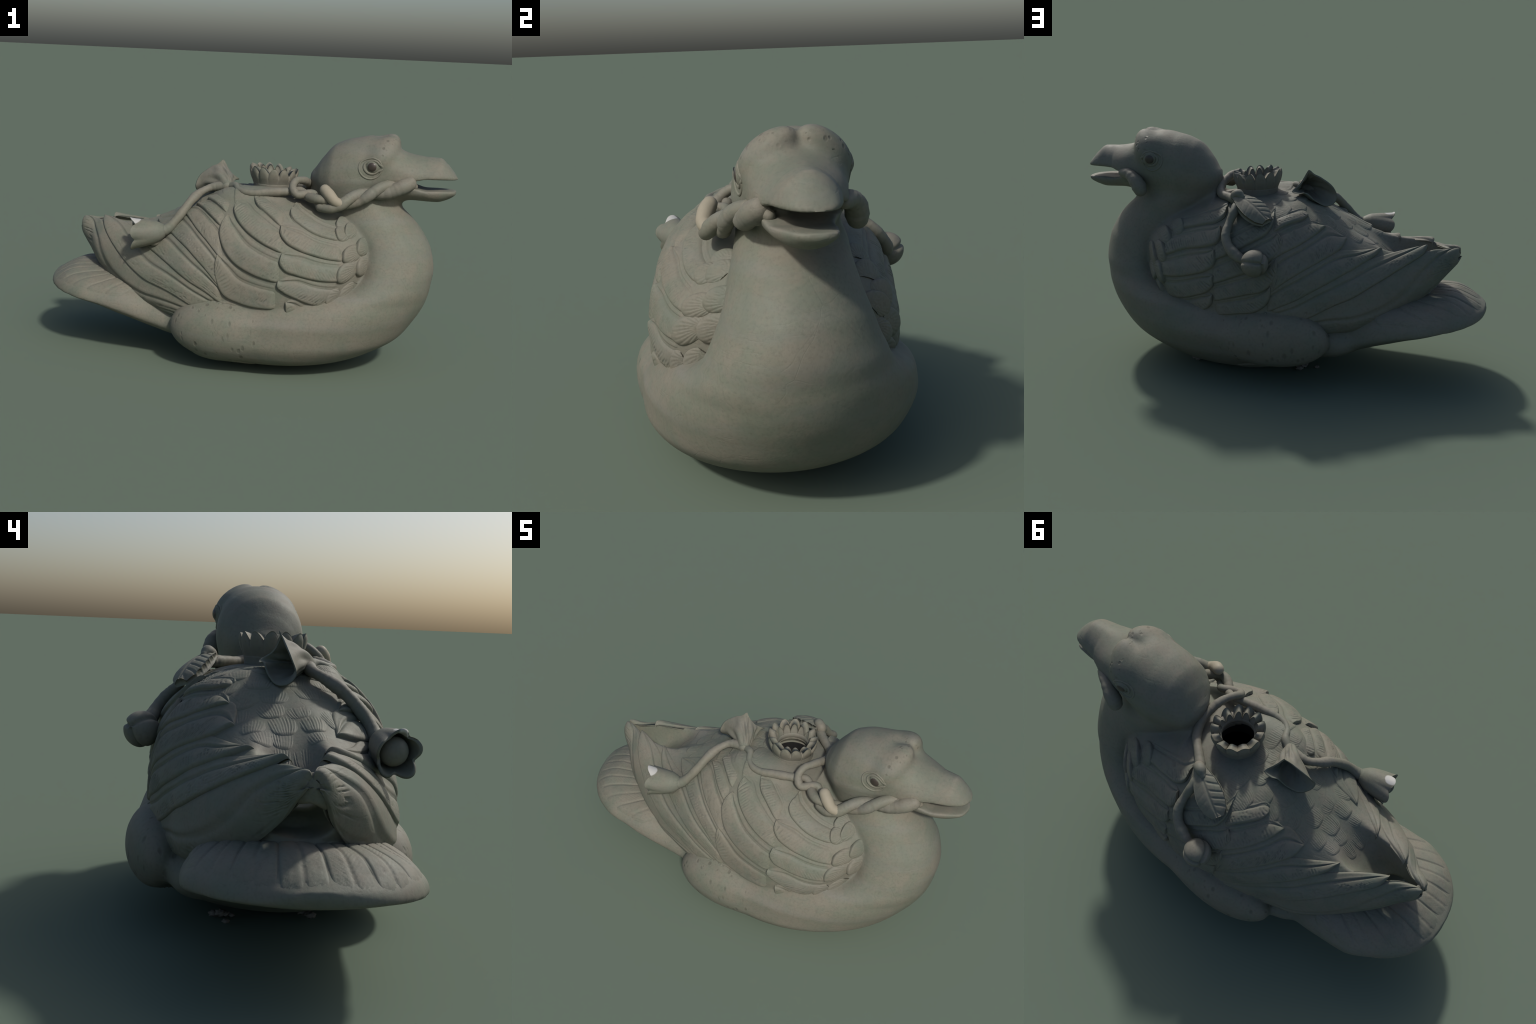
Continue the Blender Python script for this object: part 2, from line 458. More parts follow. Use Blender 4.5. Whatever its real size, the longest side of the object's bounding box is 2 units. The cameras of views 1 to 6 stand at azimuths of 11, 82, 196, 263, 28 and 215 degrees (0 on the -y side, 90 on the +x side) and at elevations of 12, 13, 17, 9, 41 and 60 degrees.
def clay(name, warm=0.5, pits=None, grain=1.0, tint=None, cut=0.7, spot=None, moss=0.38):
    m = bpy.data.materials.new(name); m.use_nodes = True
    nt = m.node_tree; nt.nodes.clear()
    out = nt.nodes.new("ShaderNodeOutputMaterial"); b = nt.nodes.new("ShaderNodeBsdfPrincipled")
    nt.links.new(b.outputs[0], out.inputs[0])
    tc = nt.nodes.new("ShaderNodeTexCoord"); co = tc.outputs["Object"]
    big = noise(nt, co, 3.2, 5, 0.6)
    mid = noise(nt, co, 16, 5, 0.65, 0.4)
    fine = noise(nt, co, 90, 4, 0.7)
    f = ramp(nt, maths(nt, "ADD", maths(nt, "MULTIPLY", big, 0.55), maths(nt, "MULTIPLY", mid, 0.45)),
             [(0.43 - 0.12 * (warm - 0.5), (0, 0, 0)), (0.57 - 0.12 * (warm - 0.5), (1, 1, 1))])
    col = mixc(nt, f, CELADON, BUFF)
    # glaze collects in the carved lines, and is rubbed off the edges
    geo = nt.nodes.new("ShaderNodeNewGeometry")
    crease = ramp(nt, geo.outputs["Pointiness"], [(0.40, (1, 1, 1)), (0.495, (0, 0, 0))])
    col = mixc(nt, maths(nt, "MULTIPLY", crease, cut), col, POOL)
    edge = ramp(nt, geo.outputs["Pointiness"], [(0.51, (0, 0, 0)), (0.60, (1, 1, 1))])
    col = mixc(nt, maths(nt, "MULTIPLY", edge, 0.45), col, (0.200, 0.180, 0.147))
    speck = ramp(nt, fine, [(0.30, (0.80, 0.80, 0.80)), (0.5, (1, 1, 1)), (0.72, (1.07, 1.06, 1.05))])
    col = mixc(nt, 0.8 * grain, col, speck, "MULTIPLY")
    # hairline crackle
    wob = nt.nodes.new("ShaderNodeTexNoise"); nt.links.new(co, wob.inputs["Vector"]); wob.inputs["Scale"].default_value = 5
    add = nt.nodes.new("ShaderNodeVectorMath"); add.operation = "MULTIPLY_ADD"
    nt.links.new(wob.outputs["Color"], add.inputs[0]); add.inputs[1].default_value = (0.16, 0.16, 0.16); nt.links.new(co, add.inputs[2])
    vor = nt.nodes.new("ShaderNodeTexVoronoi"); vor.feature = "DISTANCE_TO_EDGE"; vor.inputs["Scale"].default_value = 7.5
    nt.links.new(add.outputs[0], vor.inputs["Vector"])
    line = ramp(nt, vor.outputs["Distance"], [(0.0, (1, 1, 1)), (0.022, (0, 0, 0))])
    gate = ramp(nt, noise(nt, co, 4.4, 2), [(0.47, (0, 0, 0)), (0.60, (1, 1, 1))])
    crack = maths(nt, "MULTIPLY", line, gate)
    col = mixc(nt, maths(nt, "MULTIPLY", crack, 0.22), col, (0.10, 0.11, 0.085))
    height = maths(nt, "ADD", maths(nt, "MULTIPLY", mid, 0.5), maths(nt, "MULTIPLY", fine, 0.25))
    height = maths(nt, "SUBTRACT", height, maths(nt, "MULTIPLY", crack, 0.12))
    mp2 = nt.nodes.new("ShaderNodeMapping"); mp2.inputs["Scale"].default_value = (5, 9, 42); mp2.inputs["Rotation"].default_value = (0.5, 0.3, 0.2)
    nt.links.new(co, mp2.inputs["Vector"])
    scr = ramp(nt, noise(nt, mp2.outputs[0], 1.6, 3, 0.5, 0.6), [(0.60, (0, 0, 0)), (0.70, (1, 1, 1))])
    scr = maths(nt, "MULTIPLY", scr, ramp(nt, noise(nt, co, 6.0, 2), [(0.48, (0, 0, 0)), (0.62, (1, 1, 1))]))
    height = maths(nt, "SUBTRACT", height, maths(nt, "MULTIPLY", scr, 0.22))
    stain = ramp(nt, noise(nt, co, 7.5, 6, 0.7, 0.8), [(0.50, (0, 0, 0)), (0.72, (1, 1, 1))])
    col = mixc(nt, maths(nt, "MULTIPLY", stain, 0.35), col, (0.150, 0.132, 0.098))
    grey = ramp(nt, noise(nt, mp2.outputs[0], 0.35, 4, 0.6), [(0.48, (0, 0, 0)), (0.70, (1, 1, 1))])
    col = mixc(nt, maths(nt, "MULTIPLY", grey, 0.30), col, (0.165, 0.172, 0.160))
    if pits:
        scale, size, stretch, amount = pits
        mp = nt.nodes.new("ShaderNodeMapping"); mp.inputs["Scale"].default_value = stretch
        mp.inputs["Rotation"].default_value = (0, 0.5, 0)
        nt.links.new(co, mp.inputs["Vector"])
        pv = nt.nodes.new("ShaderNodeTexVoronoi"); pv.inputs["Scale"].default_value = scale
        nt.links.new(mp.outputs[0], pv.inputs["Vector"])
        rnd = nt.nodes.new("ShaderNodeSeparateColor"); nt.links.new(pv.outputs["Color"], rnd.inputs[0])
        lim = maths(nt, "MULTIPLY", maths(nt, "GREATER_THAN", rnd.outputs[0], amount), maths(nt, "MULTIPLY", maths(nt, "ADD", rnd.outputs[1], 0.4), size))
        dot = ramp(nt, maths(nt, "SUBTRACT", lim, pv.outputs["Distance"]), [(0.0, (0, 0, 0)), (size * 0.7, (1, 1, 1))])
        col = mixc(nt, maths(nt, "MULTIPLY", dot, 0.6), col, (0.088, 0.084, 0.066))
        height = maths(nt, "SUBTRACT", height, maths(nt, "MULTIPLY", dot, 1.1))
    green = ramp(nt, noise(nt, co, 5.5, 5, 0.65, 0.5), [(0.52, (0, 0, 0)), (0.66, (1, 1, 1))])
    col = mixc(nt, maths(nt, "MULTIPLY", green, moss), col, (0.112, 0.134, 0.106))
    if tint:
        col = mixc(nt, tint[1], col, tint[0])
    if spot:
        ds = nt.nodes.new("ShaderNodeVectorMath"); ds.operation = "DISTANCE"
        nt.links.new(co, ds.inputs[0]); ds.inputs[1].default_value = spot[0]
        rag = maths(nt, "ADD", ds.outputs["Value"], maths(nt, "MULTIPLY", mid, 0.012))
        col = mixc(nt, ramp(nt, maths(nt, "MULTIPLY", rag, 10), [(spot[1] * 10, (1, 1, 1)), (spot[1] * 10 + 0.05, (0, 0, 0))]), col, spot[2])
    bump = nt.nodes.new("ShaderNodeBump"); bump.inputs["Strength"].default_value = 0.35; bump.inputs["Distance"].default_value = 0.006
    nt.links.new(height, bump.inputs["Height"]); nt.links.new(bump.outputs[0], b.inputs["Normal"])
    nt.links.new(col, b.inputs["Base Color"])
    rg = ramp(nt, mid, [(0.3, (0.58,) * 3), (0.7, (0.74,) * 3)])
    nt.links.new(rg, b.inputs["Roughness"])
    b.inputs["Specular IOR Level"].default_value = 0.28
    return m

def plain(name, c, rough=0.6):
    m = bpy.data.materials.new(name); m.use_nodes = True
    nt = m.node_tree; b = nt.nodes["Principled BSDF"]
    tc = nt.nodes.new("ShaderNodeTexCoord")
    n = noise(nt, tc.outputs["Object"], 60, 3)
    col = ramp(nt, n, [(0.3, tuple(0.8 * k for k in c)), (0.7, tuple(1.15 * k for k in c))])
    nt.links.new(col, b.inputs["Base Color"]); b.inputs["Roughness"].default_value = rough
    return m

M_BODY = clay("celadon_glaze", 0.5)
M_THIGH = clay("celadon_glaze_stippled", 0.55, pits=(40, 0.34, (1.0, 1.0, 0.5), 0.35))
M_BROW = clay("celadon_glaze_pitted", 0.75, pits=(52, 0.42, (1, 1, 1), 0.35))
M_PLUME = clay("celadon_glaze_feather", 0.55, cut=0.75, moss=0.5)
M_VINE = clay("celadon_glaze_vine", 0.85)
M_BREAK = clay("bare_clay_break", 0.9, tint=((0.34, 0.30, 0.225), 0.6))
M_FLOWER = clay("celadon_glaze_flower", 0.6, spot=((-0.488, -0.330, 0.692), 0.036, (0.40, 0.40, 0.38)))  # white spot paints the highlight on the upper petal into the colour
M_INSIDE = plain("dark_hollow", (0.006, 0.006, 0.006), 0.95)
M_PUPIL = plain("iron_brown_slip", (0.050, 0.040, 0.033), 0.4)
M_GRIT = plain("kiln_grit", (0.15, 0.135, 0.115), 0.9)

# ---------------------------------------------------------------- object helpers
col_scene = bpy.context.scene.collection
ROOT = bpy.data.objects.new("duck_water_dropper", None)
ROOT["label"] = "grey-green celadon duck vessel holding a lotus vine in its bill"
ROOT["category"] = "ceramic figurine"
col_scene.objects.link(ROOT)

def add(name, V, F, mat, parent=None, smooth=True, kind=None):
    me = bpy.data.meshes.new(name)
    me.from_pydata(np.asarray(V, float).tolist(), [], F.tolist() if hasattr(F, "tolist") else F)
    me.validate(); me.materials.append(mat)
    if smooth:
        me.polygons.foreach_set("use_smooth", np.ones(len(me.polygons), bool))
    me.update()
    o = bpy.data.objects.new(name, me); o.parent = parent or ROOT
    if kind:
        o["kind"] = kind
    col_scene.objects.link(o)
    return o

# ---------------------------------------------------------------- build the body
STEP = 0.0072
G = Grid((-1.04, -0.54, -0.03), (1.035, 0.54, 1.175), STEP)
FIELD, PARTS, WINGF, CUTS = body_field(G, parts=True)
V, F = surface_nets(G, FIELD)
fs = sampler(G, FIELD)
def grad_at(P, e=0.008):
    g = np.stack([fs(P + np.eye(3)[k] * e) - fs(P - np.eye(3)[k] * e) for k in range(3)], 1)
    return g / np.maximum(np.linalg.norm(g, axis=1, keepdims=True), 1e-6)
for _ in range(3):
    V = V - grad_at(V) * np.clip(fs(V), -STEP, STEP)[:, None] * 0.8
chart = WingChart(sampler(G, WINGF))

FC = V[F].mean(1)
score = np.stack([sampler(G, p)(FC) for p in PARTS.values()], 1)
which = np.array(list(PARTS))[score.argmin(1)]
x, y, z = FC.T
deep = sampler(G, CUTS["solid"])(FC) < -0.010
kind = which.astype(object)
kind[(which == "breast") & (z > 0.60)] = "neck"
kind[(which == "breast") & (z < 0.13)] = "belly"
ang = np.degrees(np.arctan2(z - wing_axis(x), np.abs(y)))
kind[(which == "wings") & (y > 0)] = "wing_left"
kind[(which == "wings") & (y <= 0)] = "wing_right"
kind[np.isin(which, ["wings", "trench", "underwing"]) & (x < 0.4) & (ang > 66) & (np.abs(y) < 0.2)] = "back"
kind[(which == "trench") & (kind == "trench")] = "back"
for cut in ("mouth", "hollow"):
    kind[deep & (np.abs(sampler(G, CUTS[cut])(FC)) < 0.008)] = cut
kind[(kind == "underwing")] = "tail"
kind[(which == "hips") & (y > 0)] = "thigh_left"
kind[(which == "hips") & (y <= 0)] = "thigh_right"
body_me = bpy.data.meshes.new("whole_body"); body_me.from_pydata(V.tolist(), [], F.tolist()); body_me.update()
NV = np.zeros(len(V) * 3); body_me.vertex_normals.foreach_get("vector", NV); NV = NV.reshape(-1, 3)
BVH = BVHTree.FromPolygons(V.tolist(), F.tolist())
bpy.data.meshes.remove(body_me)

MATS = {"thigh_left": M_THIGH, "thigh_right": M_THIGH, "brow": M_BROW, "hollow": M_INSIDE}
NAMES = {"wing_left": "wing", "wing_right": "wing", "thigh_left": "thigh", "thigh_right": "thigh", "hollow": "vessel_interior", "mouth": "mouth"}
BODY = {}
for k in ("breast", "neck", "belly", "head", "brow", "upper_beak", "lower_beak", "mouth", "wing_right", "wing_left", "back", "thigh_right", "thigh_left", "tail", "hollow"):
    sel = F[kind == k]
    if not len(sel):
        continue
    used, inv = np.unique(sel, return_inverse=True)
    parent = BODY.get("head") if k in ("brow", "upper_beak", "lower_beak", "mouth") else None
    o = add(NAMES.get(k, k), V[used], inv.reshape(-1, 4), MATS.get(k, M_BODY), parent)
    o.data.normals_split_custom_set_from_vertices(NV[used].tolist())
    BODY[k] = o

# ---------------------------------------------------------------- feathers
RAD = np.radians
def feather(name, low, up, side, parent, rng, lift=0.010, sunk=-0.004, tip_lift=0.006, thick=0.014, barb=0.0036, shaft=0.60, lam=0.0135, mat=None, blade=False):
    L = np.array(low, float); U = np.array(up, float)
    k = np.array([1.0, RAD(1) * 0.4])
    length = np.linalg.norm(np.diff(L * k, axis=0), axis=1).sum()
    ns = int(np.clip(length / 0.0034, 40, 150)); nt = 30
    sa = np.linspace(0, 1, ns); s = 1 - (1 - sa) ** 1.25
    ta = np.linspace(0, 1, nt); t = ta ** 1.35
    def along(P):
        C = curve2(P * k, 200) / k; q = np.linspace(0, 1, 200)
        return np.stack([np.interp(s, q, C[:, 0]), np.interp(s, q, C[:, 1])], 1)
    A, B = along(L), along(U)
    xt = A[:, None, :] * (1 - t)[None, :, None] + B[:, None, :] * t[None, :, None]
    P, N = chart.frame(np.clip(xt[..., 0], -0.868, 0.68), RAD(xt[..., 1]), side)
    # beyond the wing's rear end the blade runs on in x
    P[..., 0] = xt[..., 0]
    e0 = np.concatenate([np.zeros((ns, 1)), np.cumsum(np.linalg.norm(np.diff(P, axis=1), axis=2), axis=1)], 1)
    ar = np.concatenate([np.zeros((1, nt)), np.cumsum(np.linalg.norm(np.diff(P, axis=0), axis=2), axis=0)], 0)
    e1 = ar[-1:] - ar
    T, S = np.meshgrid(t, s)
    H = sunk + (lift - sunk) * (1 - T) ** 0.8 + tip_lift * S ** 2
    H += 0.004 * np.sin(np.pi * np.clip(T / shaft, 0, 1)) * np.minimum(S * 4, 1)
    fade = np.clip((1 - S) / 0.12, 0, 1) * np.clip(S / 0.05, 0, 1)
    H -= 0.0060 * np.exp(-((T - shaft) / 0.040) ** 2) * fade
    H += 0.0022 * np.exp(-((T - shaft - 0.09) / 0.05) ** 2) * fade
    H -= 0.022 * np.clip(1 - ar / 0.05, 0, 1) ** 2          # quill end dives under its coverts
    # barbs: slanting scratches of uneven depth
    ph = ar / lam + (1 if rng.random() < 0.9 else -1) * e0 / lam * 0.75 + 0.35 * np.sin(ar / 0.045 + rng.random() * 6)
    row = np.floor(ph).astype(int) % 64
    depth = rng.uniform(0.15, 1.0, 64)[row]; lo = rng.uniform(0.02, 0.3, 64)[row]; hi = rng.uniform(0.45, 0.95, 64)[row]
    tt = T / shaft
    gate = np.clip((tt - lo) / 0.12, 0, 1) * np.clip((hi - tt) / 0.12, 0, 1)
    slim = np.clip((e0[:, -1:] - 0.045) / 0.03, 0, 1)
    if blade:
        slim = slim * np.clip((0.86 - S) / 0.12, 0, 1)
    H -= slim * barb * depth * gate * np.maximum(np.cos(2 * np.pi * ph), 0) ** 2 * 1.6
    rho = 0.014
    for e in ((e0, e1, e0[:, -1:] - e0) if blade else (e0, e1)):
        c = np.clip(e / rho, 0, 1)
        H -= 0.015 * (1 - np.sqrt(np.maximum(1 - (1 - c) ** 2, 0)))
    top = P + N * H[..., None]
    bot = P - N * (thick * (1 - 0.55 * S ** 4))[..., None]
    Vp, Fp = plate(top, bot)
    if side < 0:
        Fp = Fp[:, ::-1]
    return add(name, Vp, Fp, mat or M_PLUME, parent)

def upper_of(prev, tip, over=3.5, dip=0.0):
    """Hidden upper margin of a feather: its upper neighbour's edge, tucked under, up to this feather's tip."""
    P = np.array(prev, float); k = np.array([1.0, RAD(1) * 0.4])
    C = curve2(P * k, 120) / k
    d = np.linalg.norm((C - np.array(tip)) * k, axis=1); j = max(int(d.argmin()), 30)
    pick = np.linspace(0, j, 5).astype(int)[:-1]
    out = [(C[i, 0] + 0.012, C[i, 1] + over) for i in pick]
    if j >= 116:
        out.append((C[-1, 0] - 0.012, C[-1, 1] - dip) if dip else (C[-1, 0] + 0.004, C[-1, 1] + over * 0.6))
    return out + [tuple(tip)]

RIGHT = {
    "primary": [
        [(-0.04, 51), (-0.095, 58), (-0.14, 64), (-0.17, 68)],
        [(-0.05, 42), (-0.128, 52), (-0.181, 60), (-0.225, 66)],
        [(-0.03, 22), (-0.124, 36), (-0.187, 45), (-0.25, 56), (-0.30, 66)],
        [(-0.03, 4), (-0.12, 19), (-0.184, 28), (-0.30, 42), (-0.40, 57), (-0.43, 66)],
        [(-0.02, -6), (-0.138, 6), (-0.253, 16), (-0.377, 29), (-0.50, 44), (-0.56, 58), (-0.578, 70)],
        [(-0.14, -8), (-0.295, 2), (-0.394, 7), (-0.507, 12), (-0.60, 19), (-0.68, 31), (-0.73, 52), (-0.743, 72)],
        [(-0.22, -16), (-0.358, -17), (-0.443, -18), (-0.534, -20), (-0.66, -30), (-0.75, -38), (-0.808, -42), (-0.842, -40), (-0.862, -5), (-0.868, 88)],
    ],
    "secondary": [
        [(0.235, 40), (0.145, 50), (0.093, 56), (0.062, 63)],
        [(0.26, 24), (0.128, 33), (0.049, 41), (0.004, 48), (-0.016, 54), (-0.006, 61)],
        [(0.25, 7), (0.094, 15), (0.014, 22), (-0.047, 33), (-0.065, 40), (-0.06, 46), (-0.033, 51)],
        [(0.24, -9), (0.071, -5), (-0.022, 1), (-0.062, 12), (-0.072, 21), (-0.06, 28)],
        [(0.20, -24), (0.051, -23), (-0.007, -20), (-0.036, -11), (-0.043, -3)],
    ],
    "covert": [
        [(0.50, 30), (0.362, 38), (0.305, 43), (0.268, 47), (0.25, 51), (0.252, 56)],
        [(0.53, 12), (0.395, 21), (0.304, 27), (0.249, 32), (0.222, 37), (0.219, 43)],
        [(0.53, -3), (0.408, 5), (0.313, 11), (0.258, 15), (0.233, 20), (0.241, 26)],
        [(0.49, -20), (0.384, -10), (0.321, -4), (0.256, 2), (0.229, 6), (0.234, 10)],
        [(0.43, -30), (0.328, -27), (0.291, -22), (0.272, -12), (0.272, -4)],
    ],
    "scale": [((0.465, 37), (0.52, 40)), ((0.508, 18), (0.585, 18)), ((0.490, 4), (0.575, 4)), ((0.45, -15), (0.515, -12)),
              ((0.500, 43), (0.555, 43)), ((0.562, 24), (0.622, 24)), ((0.570, 2), (0.635, 3)), ((0.508, -20), (0.58, -13)),
              ((0.44, -24), (0.50, -22)), ((0.46, 52), (0.52, 50))],
}
LEFT = {
    "primary": [
        [(-0.04, 48), (-0.126, 58), (-0.162, 63), (-0.18, 68)],
        [(-0.04, 31), (-0.181, 48), (-0.236, 58), (-0.262, 67)],
        [(-0.04, 11), (-0.167, 28), (-0.273, 41), (-0.345, 54), (-0.362, 65)],
        [(-0.03, -1), (-0.193, 14), (-0.326, 28), (-0.427, 42), (-0.50, 55), (-0.522, 66)],
        [(-0.12, -6), (-0.232, 0), (-0.356, 11), (-0.483, 22), (-0.607, 34), (-0.70, 50), (-0.726, 74)],
        [(-0.22, -16), (-0.337, -14), (-0.463, -15), (-0.592, -20), (-0.67, -30), (-0.75, -38), (-0.808, -42), (-0.842, -40), (-0.858, -5), (-0.864, 88)],
    ],
    "secondary": [
        [(0.24, 25), (0.106, 35), (0.039, 41), (-0.02, 47), (-0.042, 54), (-0.038, 60)],
        [(0.24, 10), (0.087, 21), (0.01, 26), (-0.052, 33), (-0.09, 39), (-0.10, 45), (-0.069, 50)],
        [(0.23, -1), (0.062, 9), (-0.026, 14), (-0.073, 22), (-0.088, 30), (-0.080, 36)],
        [(0.22, -10), (0.10, -5), (0.01, -1), (-0.042, 6), (-0.059, 11), (-0.060, 19)],
        [(0.20, -24), (0.08, -20), (0.0, -14), (-0.035, -7), (-0.042, 1)],
    ],
    "covert": [
        [(0.50, 39), (0.411, 45), (0.297, 49), (0.231, 51), (0.198, 55), (0.198, 62)],
        [(0.53, 13), (0.46, 21), (0.383, 29), (0.267, 34), (0.206, 38), (0.191, 42), (0.207, 49)],
        [(0.52, -2), (0.458, 3), (0.343, 12), (0.253, 19), (0.217, 23), (0.205, 29), (0.218, 34)],
        [(0.49, -16), (0.433, -12), (0.32, -2), (0.248, 5), (0.218, 10), (0.215, 18)],
        [(0.46, -30), (0.333, -17), (0.256, -8), (0.225, -2), (0.219, 5)],
    ],
    "scale": [((0.419, 51), (0.480, 44)), ((0.488, 41), (0.545, 31)), ((0.491, 24), (0.552, 16)), ((0.544, 16), (0.60, 10)),
              ((0.487, 2), (0.560, -1)), ((0.54, -9), (0.60, -5)), ((0.492, -13), (0.560, -20))],
}
FIRST_WIDTH = {"primary": 13, "secondary": 16, "covert": 18}

def scallop(name, tip, root, side, parent, rng, half=0.042, dome=0.026):
    """Small round covert, fanned with ridges."""
    ns, nt = 34, 36
    s = np.linspace(0, 1, ns)[:, None]; t = np.linspace(-1, 1, nt)[None, :]
    tip = np.array(tip, float); root = np.array(root, float)
    tip[1], root[1] = RAD(tip[1]), RAD(root[1])
    Rm = float(chart.radius(np.array([tip[0]]), np.array([tip[1] if side > 0 else np.pi - tip[1]]))[0])
    d = np.array([tip[0] - root[0], (tip[1] - root[1]) * Rm]); ln = np.hypot(*d); d /= ln; p = np.array([-d[1], d[0]])
    w = half * np.sqrt(np.maximum(1 - ((s - 0.42) / 0.585) ** 2, 0))
    a = s * ln * 1.05 + 0 * t; b = w * t
    X = root[0] + d[0] * a + p[0] * b; TH = root[1] + (d[1] * a + p[1] * b) / Rm
    P, N = chart.frame(np.clip(X, -0.86, 0.685), TH, side)
    r2 = np.clip(((s - 0.42) / 0.585) ** 2 + 0 * t, 0, 1)
    H = -0.004 + dome * np.sqrt(np.maximum(1 - np.abs(t) ** 3, 0)) * (0.35 + 0.65 * s) * np.sqrt(np.clip((1 - s) / 0.10, 0, 1))
    ph = rng.random() * 6
    fan = np.arctan2(t * half * 1.2, (s + 0.25) * ln)
    H -= 0.0022 * np.maximum(np.cos(fan * 30 + ph), 0) ** 2 * np.clip((0.85 - s) / 0.3, 0, 1) * np.clip((1 - np.abs(t)) / 0.2, 0, 1)
    Vp, Fp = plate(P + N * H[..., None], P - N * 0.012)
    if side > 0:
        Fp = Fp[:, ::-1]
    return add(name, Vp, Fp, M_PLUME, parent)

for side, rows, key in ((-1, RIGHT, "wing_right"), (1, LEFT, "wing_left")):
    rng = np.random.default_rng(21 + side)
    wing = BODY[key]
    for order, row in enumerate(("primary", "secondary", "covert")):
        prev = None
        for i, low in enumerate(rows[row]):
            if prev is None:
                fw = FIRST_WIDTH[row]
                up = [(a + 0.02, b + fw) for a, b in low[:-1]] + [(low[-1][0] + 0.01, low[-1][1] + 5)]
            else:
                up = upper_of(prev, low[-1], dip=9.0 if row == "primary" and i >= len(rows[row]) - 3 else 0.0)
            crest = row == "primary" and i >= len(rows[row]) - 4
            feather(row + "_feather", low, up, side, wing, rng, lift=(0.013 if crest else 0.014) - 0.001 * order, tip_lift=(0.001 if crest else 0.003) + 0.002 * order,
                    thick=0.022 if crest else 0.014, sunk=-0.008 if not crest else 0.004, blade=crest)
            prev = low
    for i, (tip, root) in enumerate(rows["scale"]):
        scallop("covert_scale", tip, root, side, wing, rng, half=rng.uniform(0.050, 0.060))

# ---------------------------------------------------------------- scalloped plumage of the back, dropped on from above
def top_of(x, y, z=0.98):
    h = BVH.ray_cast(Vector((x, y, z)), Vector((0, 0, -1)))
    return (h[0].z, h[1]) if h[0] else (0.3, Vector((0, 0, 1)))

rng = np.random.default_rng(5)
def back_scale(cx, cy, ln, half, turn):
    ns, nt = 44, 44
    s = np.linspace(0, 1, ns)[:, None]; t = np.linspace(-1, 1, nt)[None, :]
    w = half * np.maximum(1 - np.abs((s - 0.45) / 0.555) ** 2.6, 0) ** 0.5
    a = (s - 0.5) * ln + 0 * t; b = w * t
    ca, sa = np.cos(turn), np.sin(turn)
    X = cx - a * ca - b * sa; Y = cy - a * sa + b * ca
    Z = np.zeros_like(X)
    for i in range(0, ns, 1):
        for j in range(0, nt, 1):
            Z[i, j] = top_of(X[i, j], Y[i, j], 0.90)[0]
    H = -0.006 + rng.uniform(0.009, 0.013) * s ** 0.8 * np.sqrt(np.clip((1 - s) / 0.08, 0, 1)) * np.sqrt(np.maximum(1 - np.abs(t) ** 4, 0)) + 0 * t
    q = b / 0.0125 + 1.1 * np.abs(t) * s * 2 * np.sign(t) + 0.5 * np.sin(a / 0.03 + rng.random() * 6)
    k = np.floor(q).astype(int) % 40
    H -= 0.0030 * rng.uniform(0.0, 1, 40)[k] * np.maximum(np.cos(2 * np.pi * q), 0) ** 1.5 * np.clip((s - 0.1) / 0.2, 0, 1) * np.clip((0.97 - s) / 0.1, 0, 1)
    top = np.stack([X, Y, Z + H], -1); bot = np.stack([X, Y, Z - 0.014], -1)
    Vp, Fp = plate(top, bot)
    add("back_feather", Vp, Fp[:, ::-1], M_PLUME, BODY["back"])

for r, (bx, n, wd) in enumerate([(-0.48, 2, 0.06), (-0.425, 3, 0.075), (-0.37, 3, 0.085), (-0.305, 4, 0.092), (-0.235, 3, 0.105), (-0.165, 4, 0.105), (-0.095, 3, 0.125), (-0.035, 4, 0.115), (0.035, 5, 0.11)]):
    for i in range(n):
        yy = (i - (n - 1) / 2) * wd + rng.normal(0, 0.008) + 0.012
        if yy > 0.11 and bx < -0.4:
            continue
        back_scale(bx + rng.normal(0, 0.008), yy, rng.uniform(0.12, 0.145), wd * rng.uniform(0.60, 0.70), np.clip(-yy * 1.1, -0.4, 0.4) + rng.normal(0, 0.1))

# ---------------------------------------------------------------- tail fan
T_ROWS = np.array(sorted(TAIL))
def tail_top(X, Y):
    g = lambda c: pchip(T_ROWS[:, 0], T_ROWS[:, c], X.ravel()).reshape(X.shape)
    e = lambda c: np.sqrt(np.maximum(pchip(T_ROWS[:, 0], T_ROWS[:, c] ** 2, X.ravel()), 1e-6)).reshape(X.shape)
    v = Y - g(1); v = np.abs(v) / np.where(v > 0, e(2), e(3)); n = g(7)
    return g(4) + e(5) * np.maximum(1 - np.minimum(v, 1) ** n, 0) ** (1 / n), v

